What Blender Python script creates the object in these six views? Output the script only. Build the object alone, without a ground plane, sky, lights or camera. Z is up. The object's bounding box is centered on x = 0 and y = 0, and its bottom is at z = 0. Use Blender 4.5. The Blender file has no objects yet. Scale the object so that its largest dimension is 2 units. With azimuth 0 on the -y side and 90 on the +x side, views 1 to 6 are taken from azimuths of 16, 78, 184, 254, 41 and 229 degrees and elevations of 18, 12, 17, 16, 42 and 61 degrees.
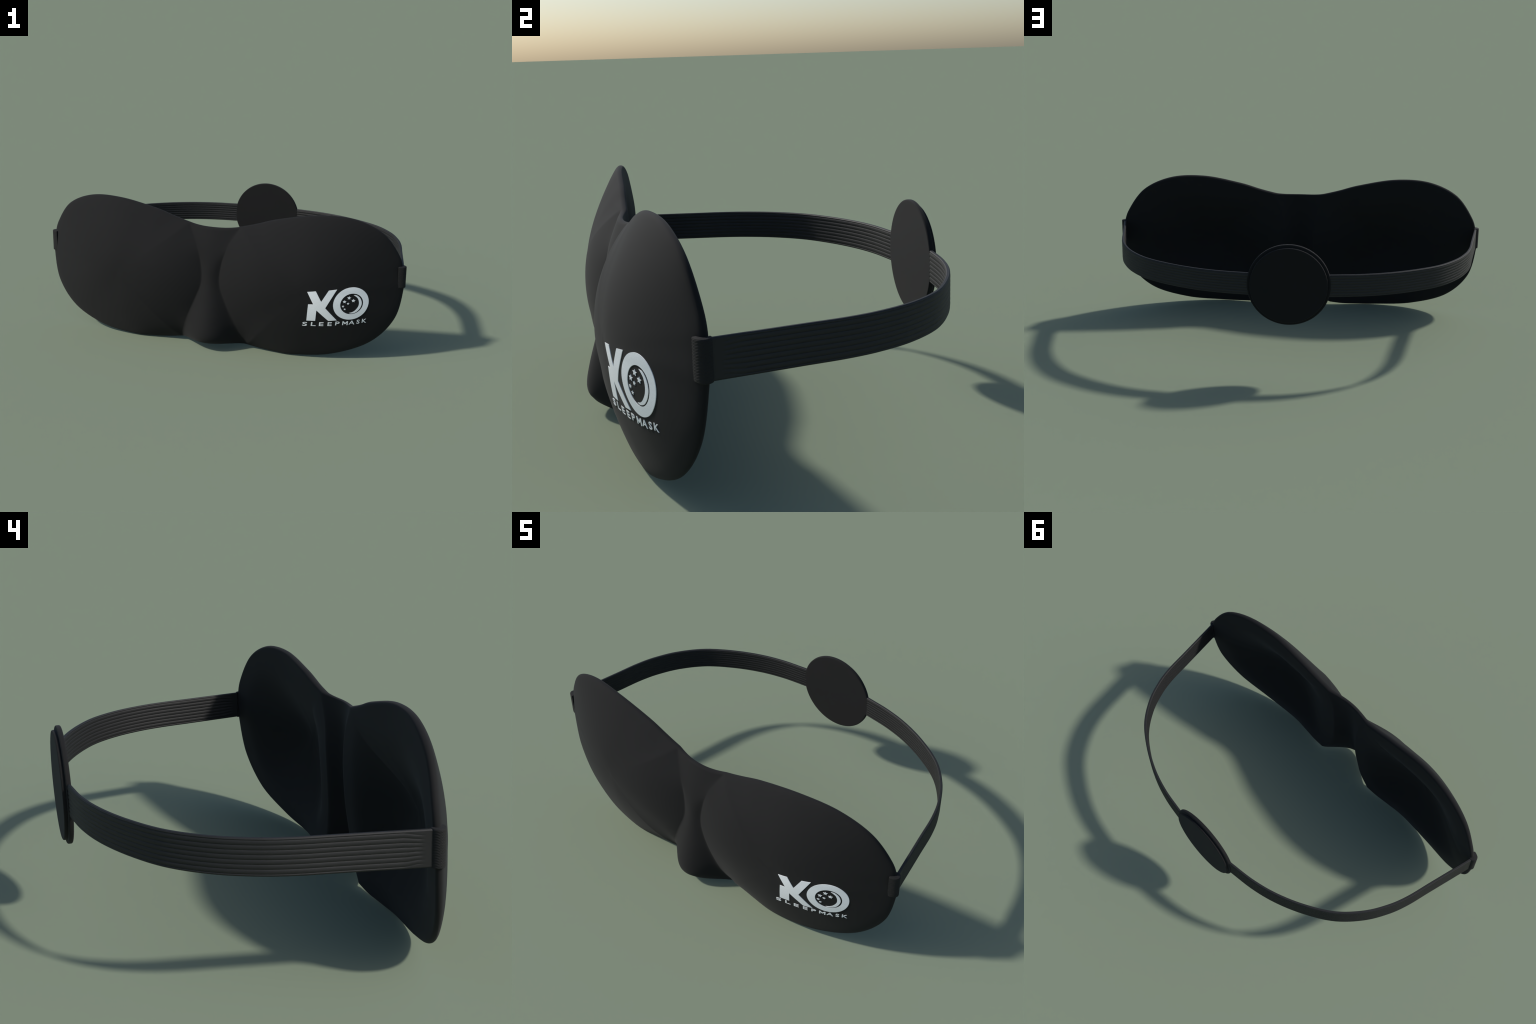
# A black contoured sleep mask: two domed eye cups and a nose bridge (one moulded
# foam sheet), a ribbed elastic strap held by knitted loops, a round back disc,
# and a printed emblem (K, O with moon and stars, a small wordmark).
import bpy, bmesh, math
import numpy as np
from mathutils import Vector
from mathutils.bvhtree import BVHTree

# ------------------------------------------------------------------ helpers
def catmull(points, sub):
    P = np.asarray(points, float)
    Q = np.vstack([2*P[0]-P[1], P, 2*P[-1]-P[-2]])
    t = np.linspace(0, 1, sub, endpoint=False)[:, None]
    out = []
    for i in range(1, len(P)):
        a, b, c, d = Q[i-1], Q[i], Q[i+1], Q[i+2]
        out.append(.5*(2*b+(c-a)*t+(2*a-5*b+4*c-d)*t*t+(3*b-a-3*c+d)*t**3))
    return np.vstack(out+[P[-1:]])

def resample(P, n):
    d = np.r_[0, np.cumsum(np.linalg.norm(np.diff(P, axis=0), axis=1))]
    t = np.linspace(0, d[-1], n)
    return np.stack([np.interp(t, d, P[:, k]) for k in range(P.shape[1])], 1)

def smooth(a, b, x):
    t = np.clip((x-a)/(b-a), 0, 1)
    return t*t*(3-2*t)

def add_object(name, mesh, parent=None, mat=None):
    ob = bpy.data.objects.new(name, mesh)
    bpy.context.scene.collection.objects.link(ob)
    if parent is not None:
        ob.parent = parent
    if mat is not None:
        mesh.materials.clear()
        mesh.materials.append(mat)
    return ob

def shade_smooth(mesh, angle=None):
    mesh.polygons.foreach_set("use_smooth", [True]*len(mesh.polygons))
    if angle is not None:
        mesh.set_sharp_from_angle(angle=math.radians(angle))
    mesh.update()

# ---------------------------------------------------------------- materials
def fabric(name, base, rough, spec, grain_scale, grain_strength, sheen=0.0, knit=False):
    m = bpy.data.materials.new(name)
    m.use_nodes = True
    nt = m.node_tree
    N, L = nt.nodes, nt.links
    p = N["Principled BSDF"]
    tc = N.new("ShaderNodeTexCoord")
    noise = N.new("ShaderNodeTexNoise")
    noise.inputs["Scale"].default_value = grain_scale
    noise.inputs["Detail"].default_value = 3
    L.new(tc.outputs["Object"], noise.inputs["Vector"])
    ramp = N.new("ShaderNodeValToRGB")
    lo = [c*0.93 for c in base]+[1]
    hi = [c*1.07 for c in base]+[1]
    ramp.color_ramp.elements[0].position = .3
    ramp.color_ramp.elements[1].position = .7
    ramp.color_ramp.elements[0].color = lo
    ramp.color_ramp.elements[1].color = hi
    L.new(noise.outputs["Fac"], ramp.inputs["Fac"])
    L.new(ramp.outputs["Color"], p.inputs["Base Color"])
    p.inputs["Roughness"].default_value = rough
    p.inputs["Specular IOR Level"].default_value = spec
    p.inputs["Sheen Weight"].default_value = sheen
    p.inputs["Sheen Roughness"].default_value = .5
    bump = N.new("ShaderNodeBump")
    bump.inputs["Strength"].default_value = grain_strength
    bump.inputs["Distance"].default_value = .001
    if knit:
        # chevron stitches: rows along z, zigzagging around the loop
        sep = N.new("ShaderNodeSeparateXYZ")
        L.new(tc.outputs["Object"], sep.inputs[0])
        add = N.new("ShaderNodeMath"); add.operation = "SUBTRACT"
        L.new(sep.outputs["Y"], add.inputs[0]); L.new(sep.outputs["X"], add.inputs[1])
        ping = N.new("ShaderNodeMath"); ping.operation = "PINGPONG"
        ping.inputs[1].default_value = .0035
        L.new(add.outputs[0], ping.inputs[0])
        zz = N.new("ShaderNodeMath"); zz.operation = "ADD"
        L.new(sep.outputs["Z"], zz.inputs[0]); L.new(ping.outputs[0], zz.inputs[1])
        mul = N.new("ShaderNodeMath"); mul.operation = "MULTIPLY"
        mul.inputs[1].default_value = 2*math.pi/.0075
        L.new(zz.outputs[0], mul.inputs[0])
        sn = N.new("ShaderNodeMath"); sn.operation = "SINE"
        L.new(mul.outputs[0], sn.inputs[0])
        L.new(sn.outputs[0], bump.inputs["Height"])
    else:
        L.new(noise.outputs["Fac"], bump.inputs["Height"])
    L.new(bump.outputs["Normal"], p.inputs["Normal"])
    return m

MAT_FOAM = fabric("black_foam_fabric", (.0074, .0074, .0076), .9, .3, 420, .04, sheen=.035)
MAT_STRAP = fabric("black_elastic", (.0105, .0105, .0107), .65, .45, 300, .02)
MAT_KNIT = fabric("black_knit", (.0125, .0125, .0125), .9, .35, 300, .25, knit=True)
MAT_DISC = fabric("black_disc_fabric", (.0074, .0074, .0076), .9, .3, 420, .04, sheen=.035)
MAT_PRINT = fabric("silver_print", (.88, .90, .92), .5, .5, 500, .05)

# ------------------------------------------------------- the thing (an Empty)
thing = bpy.data.objects.new("sleep_mask", None)
bpy.context.scene.collection.objects.link(thing)
thing["label"] = "black contoured sleep mask with ribbed elastic strap and printed emblem"
thing["category"] = "sleep mask"

# ------------------------------------------------------------ mask: controls
EDGE = .014                     # half thickness of the rounded rim (thinner at the temples)
# middle line of the rim, +x half, from the top of the nose crease round to its foot
RIM = [(.140, -.423, .662), (.180, -.421, .672), (.230, -.418, .686), (.337, -.413, .718), (.533, -.405, .755),
       (.717, -.382, .750), (.869, -.355, .685), (.960, -.331, .564), (.986, -.327, .470), (.992, -.331, .390),
       (.956, -.351, .224), (.839, -.389, .094), (.648, -.436, .022), (.450, -.460, .001), (.340, -.453, .001),
       (.255, -.443, .005), (.185, -.438, .014)]
# valley between cup and nose on the front, top to bottom
CREASE = [(.149, -.429, .66), (.087, -.482, .56), (.056, -.498, .46), (.051, -.510, .36),
          (.087, -.517, .26), (.131, -.508, .16), (.162, -.487, .08), (.182, -.462, .03)]
# ridge between eye hollow and nose groove on the back, top to bottom
RIDGE = [(.135, -.408, .64), (.098, -.407, .56), (.086, -.405, .46), (.084, -.408, .38),
         (.088, -.413, .29), (.104, -.420, .20), (.132, -.424, .10), (.182, -.425, .03)]
# profile of the nose at x = 0: (y, z) of the front face, and y of the groove behind it
NOSE = [(-.456, .643), (-.487, .56), (-.512, .46), (-.525, .36), (-.549, .263), (-.574, .179),
        (-.590, .109), (-.588, .070), (-.572, .048)]
GROOVE = [-.435, -.442, -.448, -.456, -.467, -.483, -.507, -.526, -.537]
LOBE_C = np.array([.50, .385])
CUP_T = .033                    # foam thickness at the middle of a cup
SOFTEN = .090                   # length over which the moulded front face evens out
SHOULDER = (.050, .005)         # width and height of the shoulder along the rim
PRESSURE = (2.85, -3.40, 0.00)  # push that inflates the front sheet: constant, by x, by z

def dome(x, z):
    """front face of a cup without its borders"""
    return -.549+.105*(x-.5)+.067*(x-.5)**2+.129*(z-.385)**2

NR, NC, NU, NB = 150, 70, 18, 9
RIM_A0 = math.radians(52)       # the front face already leans back this much at the rim
rim = resample(catmull(RIM, 20), NR+1)
tang = np.gradient(rim[:, [0, 2]], axis=0)
tang /= np.linalg.norm(tang, axis=1)[:, None]
out_n = np.stack([-tang[:, 1], tang[:, 0]], 1)
if (out_n[NR//2]*(rim[NR//2, [0, 2]]-LOBE_C)).sum() < 0:
    out_n = -out_n

def bead(mid, nrm):
    """rounded edge strip, front to back, for each rim sample"""
    rows = []
    for k in range(NB+1):
        a = RIM_A0+(math.pi-RIM_A0)*k/NB
        r = EDGE-.003*smooth(.8, .95, mid[:, 0])
        off, dy = r*(math.sin(a)-1), -r*math.cos(a)
        rows.append(np.stack([mid[:, 0]+nrm[:, 0]*off, mid[:, 1]+dy, mid[:, 2]+nrm[:, 1]*off], 1))
    return np.stack(rows, 1)                              # (n, NB+1, 3)

beads = bead(rim, out_n)

def fitted_line(ctrl, top, bot):
    C = resample(catmull(ctrl, 20), NC+1)
    t = np.linspace(0, 1, NC+1)
    w0 = (1-smooth(0, .18, t))[:, None]; w1 = smooth(.82, 1, t)[:, None]
    return C+(top-C[0])*w0+(bot-C[-1])*w1

crease_f = fitted_line(CREASE, beads[0, 0], beads[-1, 0])
ridge_b = fitted_line(RIDGE, beads[0, -1], beads[-1, -1])

def membrane(x, z, tris, fixed, y0, hold, load=0):
    """height over the flat patch (x, z) of a stretched sheet pinned at 'fixed' and
    pulled towards y0 with stiffness 'hold' (0: free, as a soap film)"""
    n = len(x)
    p = np.stack([x, z], 1)
    I, J, Wt = [], [], []
    area = np.zeros(n)
    for c in range(3):
        i, j, k = tris[:, c], tris[:, (c+1) % 3], tris[:, (c+2) % 3]
        a, b = p[i]-p[k], p[j]-p[k]
        cr = np.abs(a[:, 0]*b[:, 1]-a[:, 1]*b[:, 0])+1e-14
        cot = (a*b).sum(1)/cr
        I.append(i); J.append(j); Wt.append(np.maximum(cot, 1e-4)/2)
        if c == 0:
            for q in (i, j, k):
                area += np.bincount(q, cr/6, n)
    I = np.concatenate(I); J = np.concatenate(J); Wt = np.concatenate(Wt)
    diag = np.bincount(I, Wt, n)+np.bincount(J, Wt, n)
    free = np.ones(n, bool); free[fixed] = False
    keep = hold*area
    diag = diag+keep
    def apply(v):
        return diag*v-np.bincount(I, Wt*v[J], n)-np.bincount(J, Wt*v[I], n)
    y = y0.copy()
    r = np.where(free, keep*y0-load*area-apply(y), 0)
    d = r/diag; zr = (r*d).sum()
    for _ in range(900):
        q = np.where(free, apply(d), 0)
        al = zr/(d*q).sum()
        y = y+al*d; r = r-al*q
        s_ = r/diag; z2 = (r*s_).sum()
        if z2 < 1e-17:
            break
        d = s_+z2/zr*d; zr = z2
    return y

def disc_tris(n, rings):
    """triangles of a polar grid: 'rings' rings of n points plus one centre point"""
    i = np.arange(n); j = (i+1) % n
    T = []
    for r in range(rings-1):
        a, b = r*n, (r+1)*n
        T += [np.stack([a+i, a+j, b+j], 1), np.stack([a+i, b+j, b+i], 1)]
    T.append(np.stack([(rings-1)*n+i, (rings-1)*n+j, np.full(n, rings*n)], 1))
    return np.vstack(T)

def polar_grid(border, S):
    """S: (rings, n) fractions from border (1) towards the centre"""
    X = LOBE_C[0]+(border[None, :, 0]-LOBE_C[0])*S
    Z = LOBE_C[1]+(border[None, :, 2]-LOBE_C[1])*S
    return np.r_[X.ravel(), LOBE_C[0]], np.r_[Z.ravel(), LOBE_C[1]]

# ---- front face of a cup
border_f = np.vstack([beads[:, 0], crease_f[-2:0:-1]])
NRING = len(border_f)
S_f = np.sort(1-(1-np.linspace(1, .02, 44))**1.2)[::-1]
S_front = np.repeat(S_f[:, None], NRING, 1)
S_front[0] = 1
xf, zf = polar_grid(border_f, S_front)
T_f = disc_tris(NRING, len(S_f))
ss = np.r_[S_front.ravel(), 0]
yf = ss**2*np.r_[np.tile(border_f[:, 1], len(S_f)), 0]+(1-ss**2)*dome(xf, zf)
start = np.full(len(xf), border_f[:, 1].mean())
start[:NRING] = border_f[:, 1]
puffed = membrane(xf, zf, T_f, np.arange(NRING), start, 0,
                  PRESSURE[0]+PRESSURE[1]*(xf-LOBE_C[0])+PRESSURE[2]*(zf-LOBE_C[1]))
yf = puffed+membrane(xf, zf, T_f, np.arange(NRING), yf-puffed, 1/SOFTEN**2)
# the sheet rolls over to the rim in a soft shoulder (not along the nose crease)
def distance(line):
    P = np.stack([xf, zf], 1)
    return np.min(np.hypot(P[:, None, 0]-line[None, :, 0], P[:, None, 1]-line[None, :, 2]), axis=1)
roll = np.sqrt(1-(1-np.clip(distance(border_f[:NR+1])/SHOULDER[0], 0, 1))**2)
yf = yf-SHOULDER[1]*roll*smooth(0, .22, distance(crease_f))
# ---- back face: flat flange along the rim, then the hollow for the eye
border_b = np.vstack([beads[:, -1], ridge_b[-2:0:-1]])
inset = np.r_[np.full(NR+1, .088), np.full(NC-1, .080)]
for _ in range(60):
    inset = (np.roll(inset, 1)+2*inset+np.roll(inset, -1))/4
reach = np.hypot(border_b[:, 0]-LOBE_C[0], border_b[:, 2]-LOBE_C[1])
s_cup = 1-inset/reach
for _ in range(20):
    s_cup = (np.roll(s_cup, 1)+2*s_cup+np.roll(s_cup, -1))/4
NFL = 12
S_back = np.vstack([1+(s_cup-1)*t for t in np.linspace(0, 1, NFL)] +
                   [s_cup*(1-t) for t in np.linspace(0, .98, 34)[1:]])
xb, zb = polar_grid(border_b, S_back)
T_b = disc_tris(NRING, len(S_back))
flange = np.full(len(xb), border_b[:, 1].mean())
flange[:NRING] = border_b[:, 1]
flange = membrane(xb, zb, T_b, np.arange(NRING), flange, 0)
floor = dome(xb, zb)
tt = np.r_[(S_back/s_cup[None]).ravel(), 0]
hollow = (1-np.clip(tt, 0, 1)**(1.7-1.8*(zb-.385)))**1.3
yb = flange+(floor+CUP_T+.09*np.clip(zb-.3, -.1, .4)-flange)*hollow
yb = membrane(xb, zb, T_b, np.arange(NRING), yb, 1/.022**2)       # moulded foam has no hard folds

# ---- assemble the +x half
verts, faces, tag = [], [], []
def V(p):
    verts.append((float(p[0]), float(p[1]), float(p[2]))); return len(verts)-1
def face(ids, t):
    f = [v for i, v in enumerate(ids) if v not in ids[:i]]
    if len(f) > 2:
        faces.append(f); tag.append(t)

bead_id = [[V(p) for p in row] for row in beads]
for i in range(NR):
    for k in range(NB):
        face([bead_id[i][k], bead_id[i][k+1], bead_id[i+1][k+1], bead_id[i+1][k]], 0)
cf_id = [bead_id[0][0]]+[V(p) for p in crease_f[1:-1]]+[bead_id[-1][0]]
cb_id = [bead_id[0][-1]]+[V(p) for p in ridge_b[1:-1]]+[bead_id[-1][-1]]

def add_cup(ring_id, x, y, z, rings):
    n = NRING
    prev = ring_id
    for r in range(1, rings):
        cur = [V((x[r*n+i], y[r*n+i], z[r*n+i])) for i in range(n)]
        for i in range(n):
            j = (i+1) % n
            face([prev[i], prev[j], cur[j], cur[i]], 0)
        prev = cur
    c = V((x[-1], y[-1], z[-1]))
    for i in range(n):
        face([prev[i], prev[(i+1) % n], c], 0)
add_cup([b[0] for b in bead_id]+cf_id[-2:0:-1], xf, yf, zf, len(S_f))
add_cup([b[-1] for b in bead_id]+cb_id[-2:0:-1], xb, yb, zb, len(S_back))

# nose bridge between the creases (u = 0 ridge, 1 crease)
mid_f = resample(catmull([(0, y, z) for y, z in NOSE], 16), NC+1)
zz = mid_f[:, 2]
g = catmull([(y2, z) for (y, z), y2 in zip(NOSE, GROOVE)], 16)
mid_b = np.stack([zz*0, np.interp(-zz, -g[:, 1], g[:, 0]), zz], 1)
u = np.linspace(0, 1, NU+1)
def nose_grid(mid, edge, edge_id, p_top, p_bot):
    ids = []
    for j in range(NC+1):
        t = j/NC
        power = p_top+(p_bot-p_top)*t
        row = []
        for k in range(NU):
            y = mid[j, 1]+(edge[j, 1]-mid[j, 1])*(1-(1-u[k]**2)**power)
            z = mid[j, 2]+(edge[j, 2]-mid[j, 2])*u[k]**(3-t)
            row.append(V((edge[j, 0]*u[k], y, z)))
        row.append(edge_id[j]); ids.append(row)
    for j in range(NC):
        for k in range(NU):
            face([ids[j][k], ids[j+1][k], ids[j+1][k+1], ids[j][k+1]], 1)
    return ids
nf = nose_grid(mid_f, crease_f, cf_id, 1.15, 1.45)
nb = nose_grid(mid_b, ridge_b, cb_id, 1.15, 1.6)
# rounded top and bottom edges of the nose, keeping the rim's section at u = 1
for j, end in ((0, 0), (NC, -1)):
    ref = beads[end]
    axis_y = np.linspace(0, 1, NB+1)
    base = ref[0]+(ref[-1]-ref[0])*((ref[:, 1]-ref[0, 1])/(ref[-1, 1]-ref[0, 1]))[:, None]
    bulge = ((ref-base)[:, [0, 2]]*out_n[end]).sum(1)
    frac = (ref[:, 1]-ref[0, 1])/(ref[-1, 1]-ref[0, 1])
    prev = [bead_id[end][k] for k in range(NB+1)]
    for k in range(NU-1, -1, -1):
        a = np.array(verts[nf[j][k]]); b = np.array(verts[nb[j][k]])
        nrm = np.array([out_n[end][0]*u[k], 0, out_n[end][1]*u[k]+(1-u[k])*(1 if j == 0 else -1)])
        nrm /= np.linalg.norm(nrm)
        cur = [nf[j][k]]+[V(a+(b-a)*frac[q]+nrm*bulge[q]) for q in range(1, NB)]+[nb[j][k]]
        for q in range(NB):
            face([prev[q], prev[q+1], cur[q+1], cur[q]], 1)
        prev = cur
# ------------------------------------------------------------ mask: mesh
# mirror to -x and weld along x = 0
bm = bmesh.new()
lay = bm.faces.layers.int.new("part")
for sgn in (1, -1):
    bv = [bm.verts.new((x*sgn, y, z)) for x, y, z in verts]
    for f, t in zip(faces, tag):
        try:
            bf = bm.faces.new([bv[i] for i in f])
        except ValueError:
            continue
        bf[lay] = 1 if t == 1 else (0 if sgn > 0 else 2)
bmesh.ops.remove_doubles(bm, verts=bm.verts, dist=1e-5)
bmesh.ops.recalc_face_normals(bm, faces=bm.faces)
# relax slightly so patches blend like one moulded sheet
zmin = min(v.co.z for v in bm.verts)
bmesh.ops.translate(bm, verts=bm.verts, vec=(0, 0, -zmin))
MASK_DZ = -zmin
bm.normal_update()
BVH = BVHTree.FromBMesh(bm)
normals = {tuple(round(c, 6) for c in v.co): v.normal.copy() for v in bm.verts}

def region(part, name):
    idx, vs, fs = {}, [], []
    for f in bm.faces:
        if f[lay] != part:
            continue
        loop = []
        for v in f.verts:
            if v.index not in idx:
                idx[v.index] = len(vs); vs.append(v)
            loop.append(idx[v.index])
        fs.append(loop)
    me = bpy.data.meshes.new(name)
    me.from_pydata([v.co[:] for v in vs], [], fs)
    shade_smooth(me)
    me.normals_split_custom_set_from_vertices([v.normal[:] for v in vs])
    return add_object(name, me, thing, MAT_FOAM)
bm.verts.index_update()
cup_r = region(0, "eye_cup")
nose = region(1, "nose_bridge")
cup_l = region(2, "eye_cup")
bm.free()

def front_y(x, z):
    hit = BVH.ray_cast(Vector((x, -2, z)), Vector((0, 1, 0)))
    return hit[0].y if hit[0] is not None else -.5

# -------------------------------------------------------------------- strap
STRAP_Z, STRAP_H, STRAP_T = .4522, .110, .0125
PATH = [(.979, -.315), (.957, -.200), (.932, -.070), (.909, .050), (.877, .150), (.819, .260),
        (.726, .367), (.602, .449), (.468, .510), (.335, .547), (.185, .568)]
RIBS = 8
def strap_mesh():
    path = resample(catmull(PATH, 20), 181)
    tg = np.gradient(path, axis=0); tg /= np.linalg.norm(tg, axis=1)[:, None]
    nr = np.stack([tg[:, 1], -tg[:, 0]], 1)              # points outwards
    arc = np.r_[0, np.cumsum(np.linalg.norm(np.diff(path, axis=0), axis=1))]
    n = 144
    v = np.linspace(-1, 1, n+1)
    vs, fs = [], []
    loop = 2*(n+1)
    for i in range(len(path)):
        a = arc[i]
        # ribs start a little way from the sewn end and pinch together there
        on = smooth(.030, .040, a)
        pinch = 1-.14*(1-smooth(.035, .085, a))
        ring = []
        for side in (1, -1):
            for w in (v if side == 1 else v[::-1]):
                edge = 1-smooth(.93, 1, abs(w))*.45
                inside = (1 - smooth(.90, .95, abs(w/pinch)))
                rib = (abs(math.cos(w/pinch*RIBS*math.pi/2))**.7-.6)*inside*on
                th = STRAP_T/2*edge+.0018*rib
                ring.append((path[i, 0]+nr[i, 0]*th*side, path[i, 1]+nr[i, 1]*th*side,
                             STRAP_Z+w*STRAP_H/2))
        vs += ring
    for i in range(len(path)-1):
        for k in range(loop):
            k2 = (k+1) % loop
            fs.append((i*loop+k, i*loop+k2, (i+1)*loop+k2, (i+1)*loop+k))
    fs.append(tuple(range(loop))[::-1])
    fs.append(tuple((len(path)-1)*loop+k for k in range(loop)))
    return vs, fs

def mesh_from(name, vs, fs, mirror=False, angle=None):
    if mirror:
        vs = [(-x, y, z) for x, y, z in vs]
    me = bpy.data.meshes.new(name)
    me.from_pydata(vs, [], fs)
    b = bmesh.new(); b.from_mesh(me)
    bmesh.ops.recalc_face_normals(b, faces=b.faces)
    b.to_mesh(me); b.free()
    shade_smooth(me, angle)
    return me

# ------------------------------------------------------ knitted loop at the end
# plan outline (x, y): from the strap end round the outer edge of the cup
LOOP_IN = [(.968, -.310), (.974, -.317), (.974, -.328), (.966, -.338), (.960, -.346)]
LOOP_OUT = [(.978, -.307), (.989, -.311), (.9975, -.320), (.9997, -.332), (.993, -.344), (.980, -.352), (.964, -.357)]
def loop_mesh():
    outer = resample(catmull(LOOP_OUT, 12), 33)
    inner = resample(catmull(LOOP_IN, 12), 33)
    ring = np.vstack([outer, inner[::-1]])
    c = ring.mean(0)
    n = len(ring)
    H = STRAP_H/2+.0015
    levels = [(-H, .0025), (-H+.001, .0008), (-H+.003, 0)]
    levels += [(z, 0) for z in np.linspace(-H+.006, H-.006, 40)]
    levels += [(H-.003, 0), (H-.001, .0008), (H, .0025)]
    d = ring-c
    ln = np.linalg.norm(d, axis=1)[:, None]
    vs, fs = [], []
    for z, inset in levels:
        lean = -.006*(z-H)/(2*H)*0
        P = ring-d/ln*inset
        vs += [(p[0]+lean, p[1], STRAP_Z+z) for p in P]
    for i in range(len(levels)-1):
        for k in range(n):
            k2 = (k+1) % n
            fs.append((i*n+k, i*n+k2, (i+1)*n+k2, (i+1)*n+k))
    fs.append(tuple(range(n))[::-1])
    fs.append(tuple((len(levels)-1)*n+k for k in range(n)))
    return vs, fs

svs, sfs = strap_mesh()
lvs, lfs = loop_mesh()
for mir in (False, True):
    st = add_object("strap", mesh_from("strap", svs, sfs, mir, 50), thing, MAT_STRAP)
    add_object("strap_loop", mesh_from("strap_loop", lvs, lfs, mir, 50), st, MAT_KNIT)

# ---------------------------------------------------------------- back disc
def lathe(name, profile, centre, seg=128):
    """profile of (radius, y) turned about the y axis"""
    vs, fs = [], []
    for r, y in profile:
        for k in range(seg):
            a = 2*math.pi*k/seg
            vs.append((centre[0]+r*math.cos(a), y, centre[1]+r*math.sin(a)))
    m = len(profile)
    for i in range(m-1):
        for k in range(seg):
            k2 = (k+1) % seg
            fs.append((i*seg+k, i*seg+k2, (i+1)*seg+k2, (i+1)*seg+k))
    fs.append(tuple(range(seg))); fs.append(tuple((m-1)*seg+k for k in range(seg)))
    return mesh_from(name, vs, fs, angle=60)

def rounded(R, y0, y1, r):
    pts = [(R-6*r, y0), (R-2*r, y0)]
    for k in range(7):
        a = math.pi/2*k/6
        pts.append((R-r+r*math.sin(a), y0+r-r*math.cos(a)))
    for k in range(7):
        a = math.pi/2*k/6
        pts.append((R-r+r*math.cos(a), y1-r+r*math.sin(a)))
    pts += [(R-2*r, y1), (R-6*r, y1)]
    return pts
DISC_C = (0, .4515)
disc = add_object("back_disc", lathe("back_disc", rounded(.2005, .560, .577, .005), DISC_C), thing, MAT_DISC)
add_object("disc_cap", lathe("disc_cap", rounded(.186, .570, .590, .004), DISC_C), disc, MAT_DISC)

# ------------------------------------------------------------------ emblem
def conform(name, polys, parent, mat, proud=.0016, step=.008):
    """flat outlines (x, z), first outer then holes, laid on the cup as a thin print"""
    cu = bpy.data.curves.new(name, "CURVE")
    cu.dimensions = "2D"; cu.fill_mode = "FRONT"
    for P in polys:
        sp = cu.splines.new("POLY")
        sp.points.add(len(P)-1)
        for q, (x, z) in zip(sp.points, P):
            q.co = (x, z, 0, 1)
        sp.use_cyclic_u = True
    tmp = bpy.data.objects.new("tmp", cu)
    bpy.context.scene.collection.objects.link(tmp)
    return drape(name, tmp, parent, mat, proud, step, lambda x, z: (x, z))

def drape(name, tmp, parent, mat, proud, step, place):
    bpy.context.view_layer.update()
    me = bpy.data.meshes.new_from_object(tmp.evaluated_get(bpy.context.evaluated_depsgraph_get()))
    bpy.data.objects.remove(tmp)
    b = bmesh.new(); b.from_mesh(me)
    bmesh.ops.remove_doubles(b, verts=b.verts, dist=1e-6)
    for v in b.verts:
        x, z = place(v.co.x, v.co.y)
        v.co = (x, z, 0)
    xs = [v.co.x for v in b.verts]; zs = [v.co.y for v in b.verts]
    for axis, lo, hi in ((0, min(xs), max(xs)), (1, min(zs), max(zs))):
        c = lo+step
        while c < hi:
            co = [0, 0, 0]; co[axis] = c
            no = [0, 0, 0]; no[axis] = 1
            bmesh.ops.bisect_plane(b, geom=b.verts[:]+b.edges[:]+b.faces[:], plane_co=co, plane_no=no, dist=1e-7)
            c += step
    for v in b.verts:
        x, z = v.co.x, v.co.y
        v.co = (x, front_y(x, z)-proud, z)
    top = list(b.faces)
    ret = bmesh.ops.extrude_face_region(b, geom=top)
    for e in ret["geom"]:
        if isinstance(e, bmesh.types.BMVert):
            e.co.y += proud+.003
    bmesh.ops.recalc_face_normals(b, faces=b.faces)
    b.to_mesh(me); b.free()
    me.name = name
    shade_smooth(me, 40)
    return add_object(name, me, parent, mat)

def ellipse(c, a, b, tilt, n=72):
    ca, sa = math.cos(tilt), math.sin(tilt)
    return [(c[0]+a*math.cos(t)*ca-b*math.sin(t)*sa, c[1]+a*math.cos(t)*sa+b*math.sin(t)*ca)
            for t in (2*math.pi*k/n for k in range(n))]

def star(c, r, rot=0):
    return [(c[0]+(r if k % 2 == 0 else r*.48)*math.sin(rot+k*math.pi/5),
             c[1]+(r if k % 2 == 0 else r*.48)*math.cos(rot+k*math.pi/5)) for k in range(10)]

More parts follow.
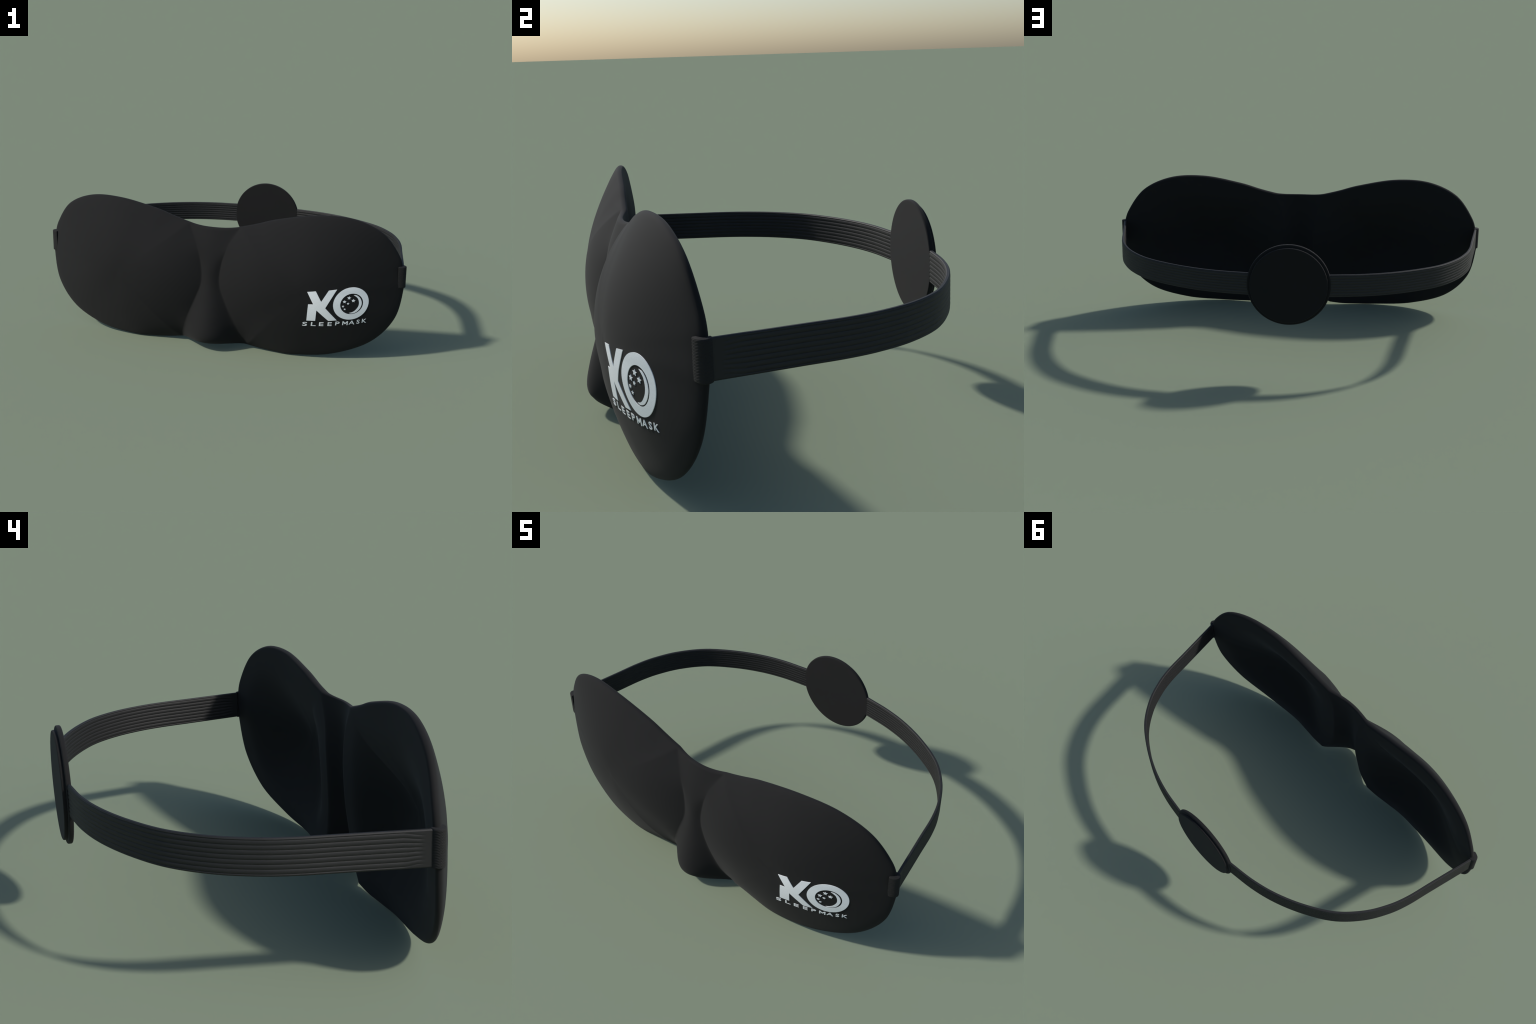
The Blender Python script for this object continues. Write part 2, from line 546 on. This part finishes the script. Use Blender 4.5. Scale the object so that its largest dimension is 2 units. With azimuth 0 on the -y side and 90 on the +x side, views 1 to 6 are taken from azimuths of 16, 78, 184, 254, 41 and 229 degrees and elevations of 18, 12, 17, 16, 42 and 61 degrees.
LETTER_K = [(.534, .390), (.577, .3955), (.6045, .339), (.640, .401), (.6795, .4065), (.625, .3035),
            (.6815, .235), (.640, .231), (.581, .290), (.575, .229), (.531, .229), (.5395, .322), (.565, .323)]
conform("letter", [LETTER_K], cup_r, MAT_PRINT)
tilt = math.radians(62)
conform("letter", [ellipse((.7476, .328), .0903, .0827, tilt), ellipse((.7517, .3267), .0575, .0530, tilt)[::-1]],
        cup_r, MAT_PRINT)
# crescent: outer arc of one ellipse, inner arc of another shifted to the left
moon_out = [(.7600, .3755)]+catmull([(.7606, .3752), (.7755, .3721), (.7908, .3578), (.7988, .3376), (.7984, .3177),
                                     (.7885, .2956), (.7720, .2800), (.7530, .2741), (.7402, .2772)], 5).tolist()
moon_in = catmull([(.7550, .2808), (.7696, .2916), (.7838, .3135), (.7863, .3359), (.7803, .3559), (.7715, .3662)], 5).tolist()
conform("crescent_moon", [[tuple(p) for p in moon_out+moon_in]], cup_r, MAT_PRINT)
for (x, z), r in (((.739, .360), .0098), ((.7597, .3447), .0098), ((.7178, .340), .0092),
                  ((.7347, .3295), .0064), ((.7111, .3148), .0064), ((.7195, .2987), .0058)):
    conform("star", [star((x, z), r, .1)], cup_r, MAT_PRINT)

# wordmark letters, baseline rising gently to the right
WORD = "SLEEPMASK"
WORD_X = [.522, .564, .604, .6458, .6838, .7223, .7544, .785, .8125]
WORD_Z = [.2085, .2095, .2105, .2122, .2165, .2180, .2218, .226, .230]
GLYPH_M = [(-.31, 0), (-.31, .7), (-.18, .7), (0, .40), (.18, .7), (.31, .7), (.31, 0), (.19, 0), (.19, .46),
           (.04, .20), (-.04, .20), (-.19, .46), (-.19, 0)]
for ch, cx, cz in zip(WORD, WORD_X, WORD_Z):
    wide, tall = .062-.095*(cx-.52), .0315       # the print is stretched where the cup turns to the front
    place = lambda x, y, cx=cx, cz=cz, wide=wide: (cx+x*wide+.12*(y-.35)*tall, cz+(y-.35)*tall)
    if ch == "M":
        conform("wordmark_letter", [[place(x, y) for x, y in GLYPH_M]], cup_r, MAT_PRINT, .0013, .01)
        continue
    cu = bpy.data.curves.new("glyph", "FONT")
    cu.body = ch; cu.size = 1; cu.offset = .009; cu.resolution_u = 3
    cu.align_x = "CENTER"
    tmp = bpy.data.objects.new("tmp", cu)
    bpy.context.scene.collection.objects.link(tmp)
    drape("wordmark_letter", tmp, cup_r, MAT_PRINT, .0013, .01, place)
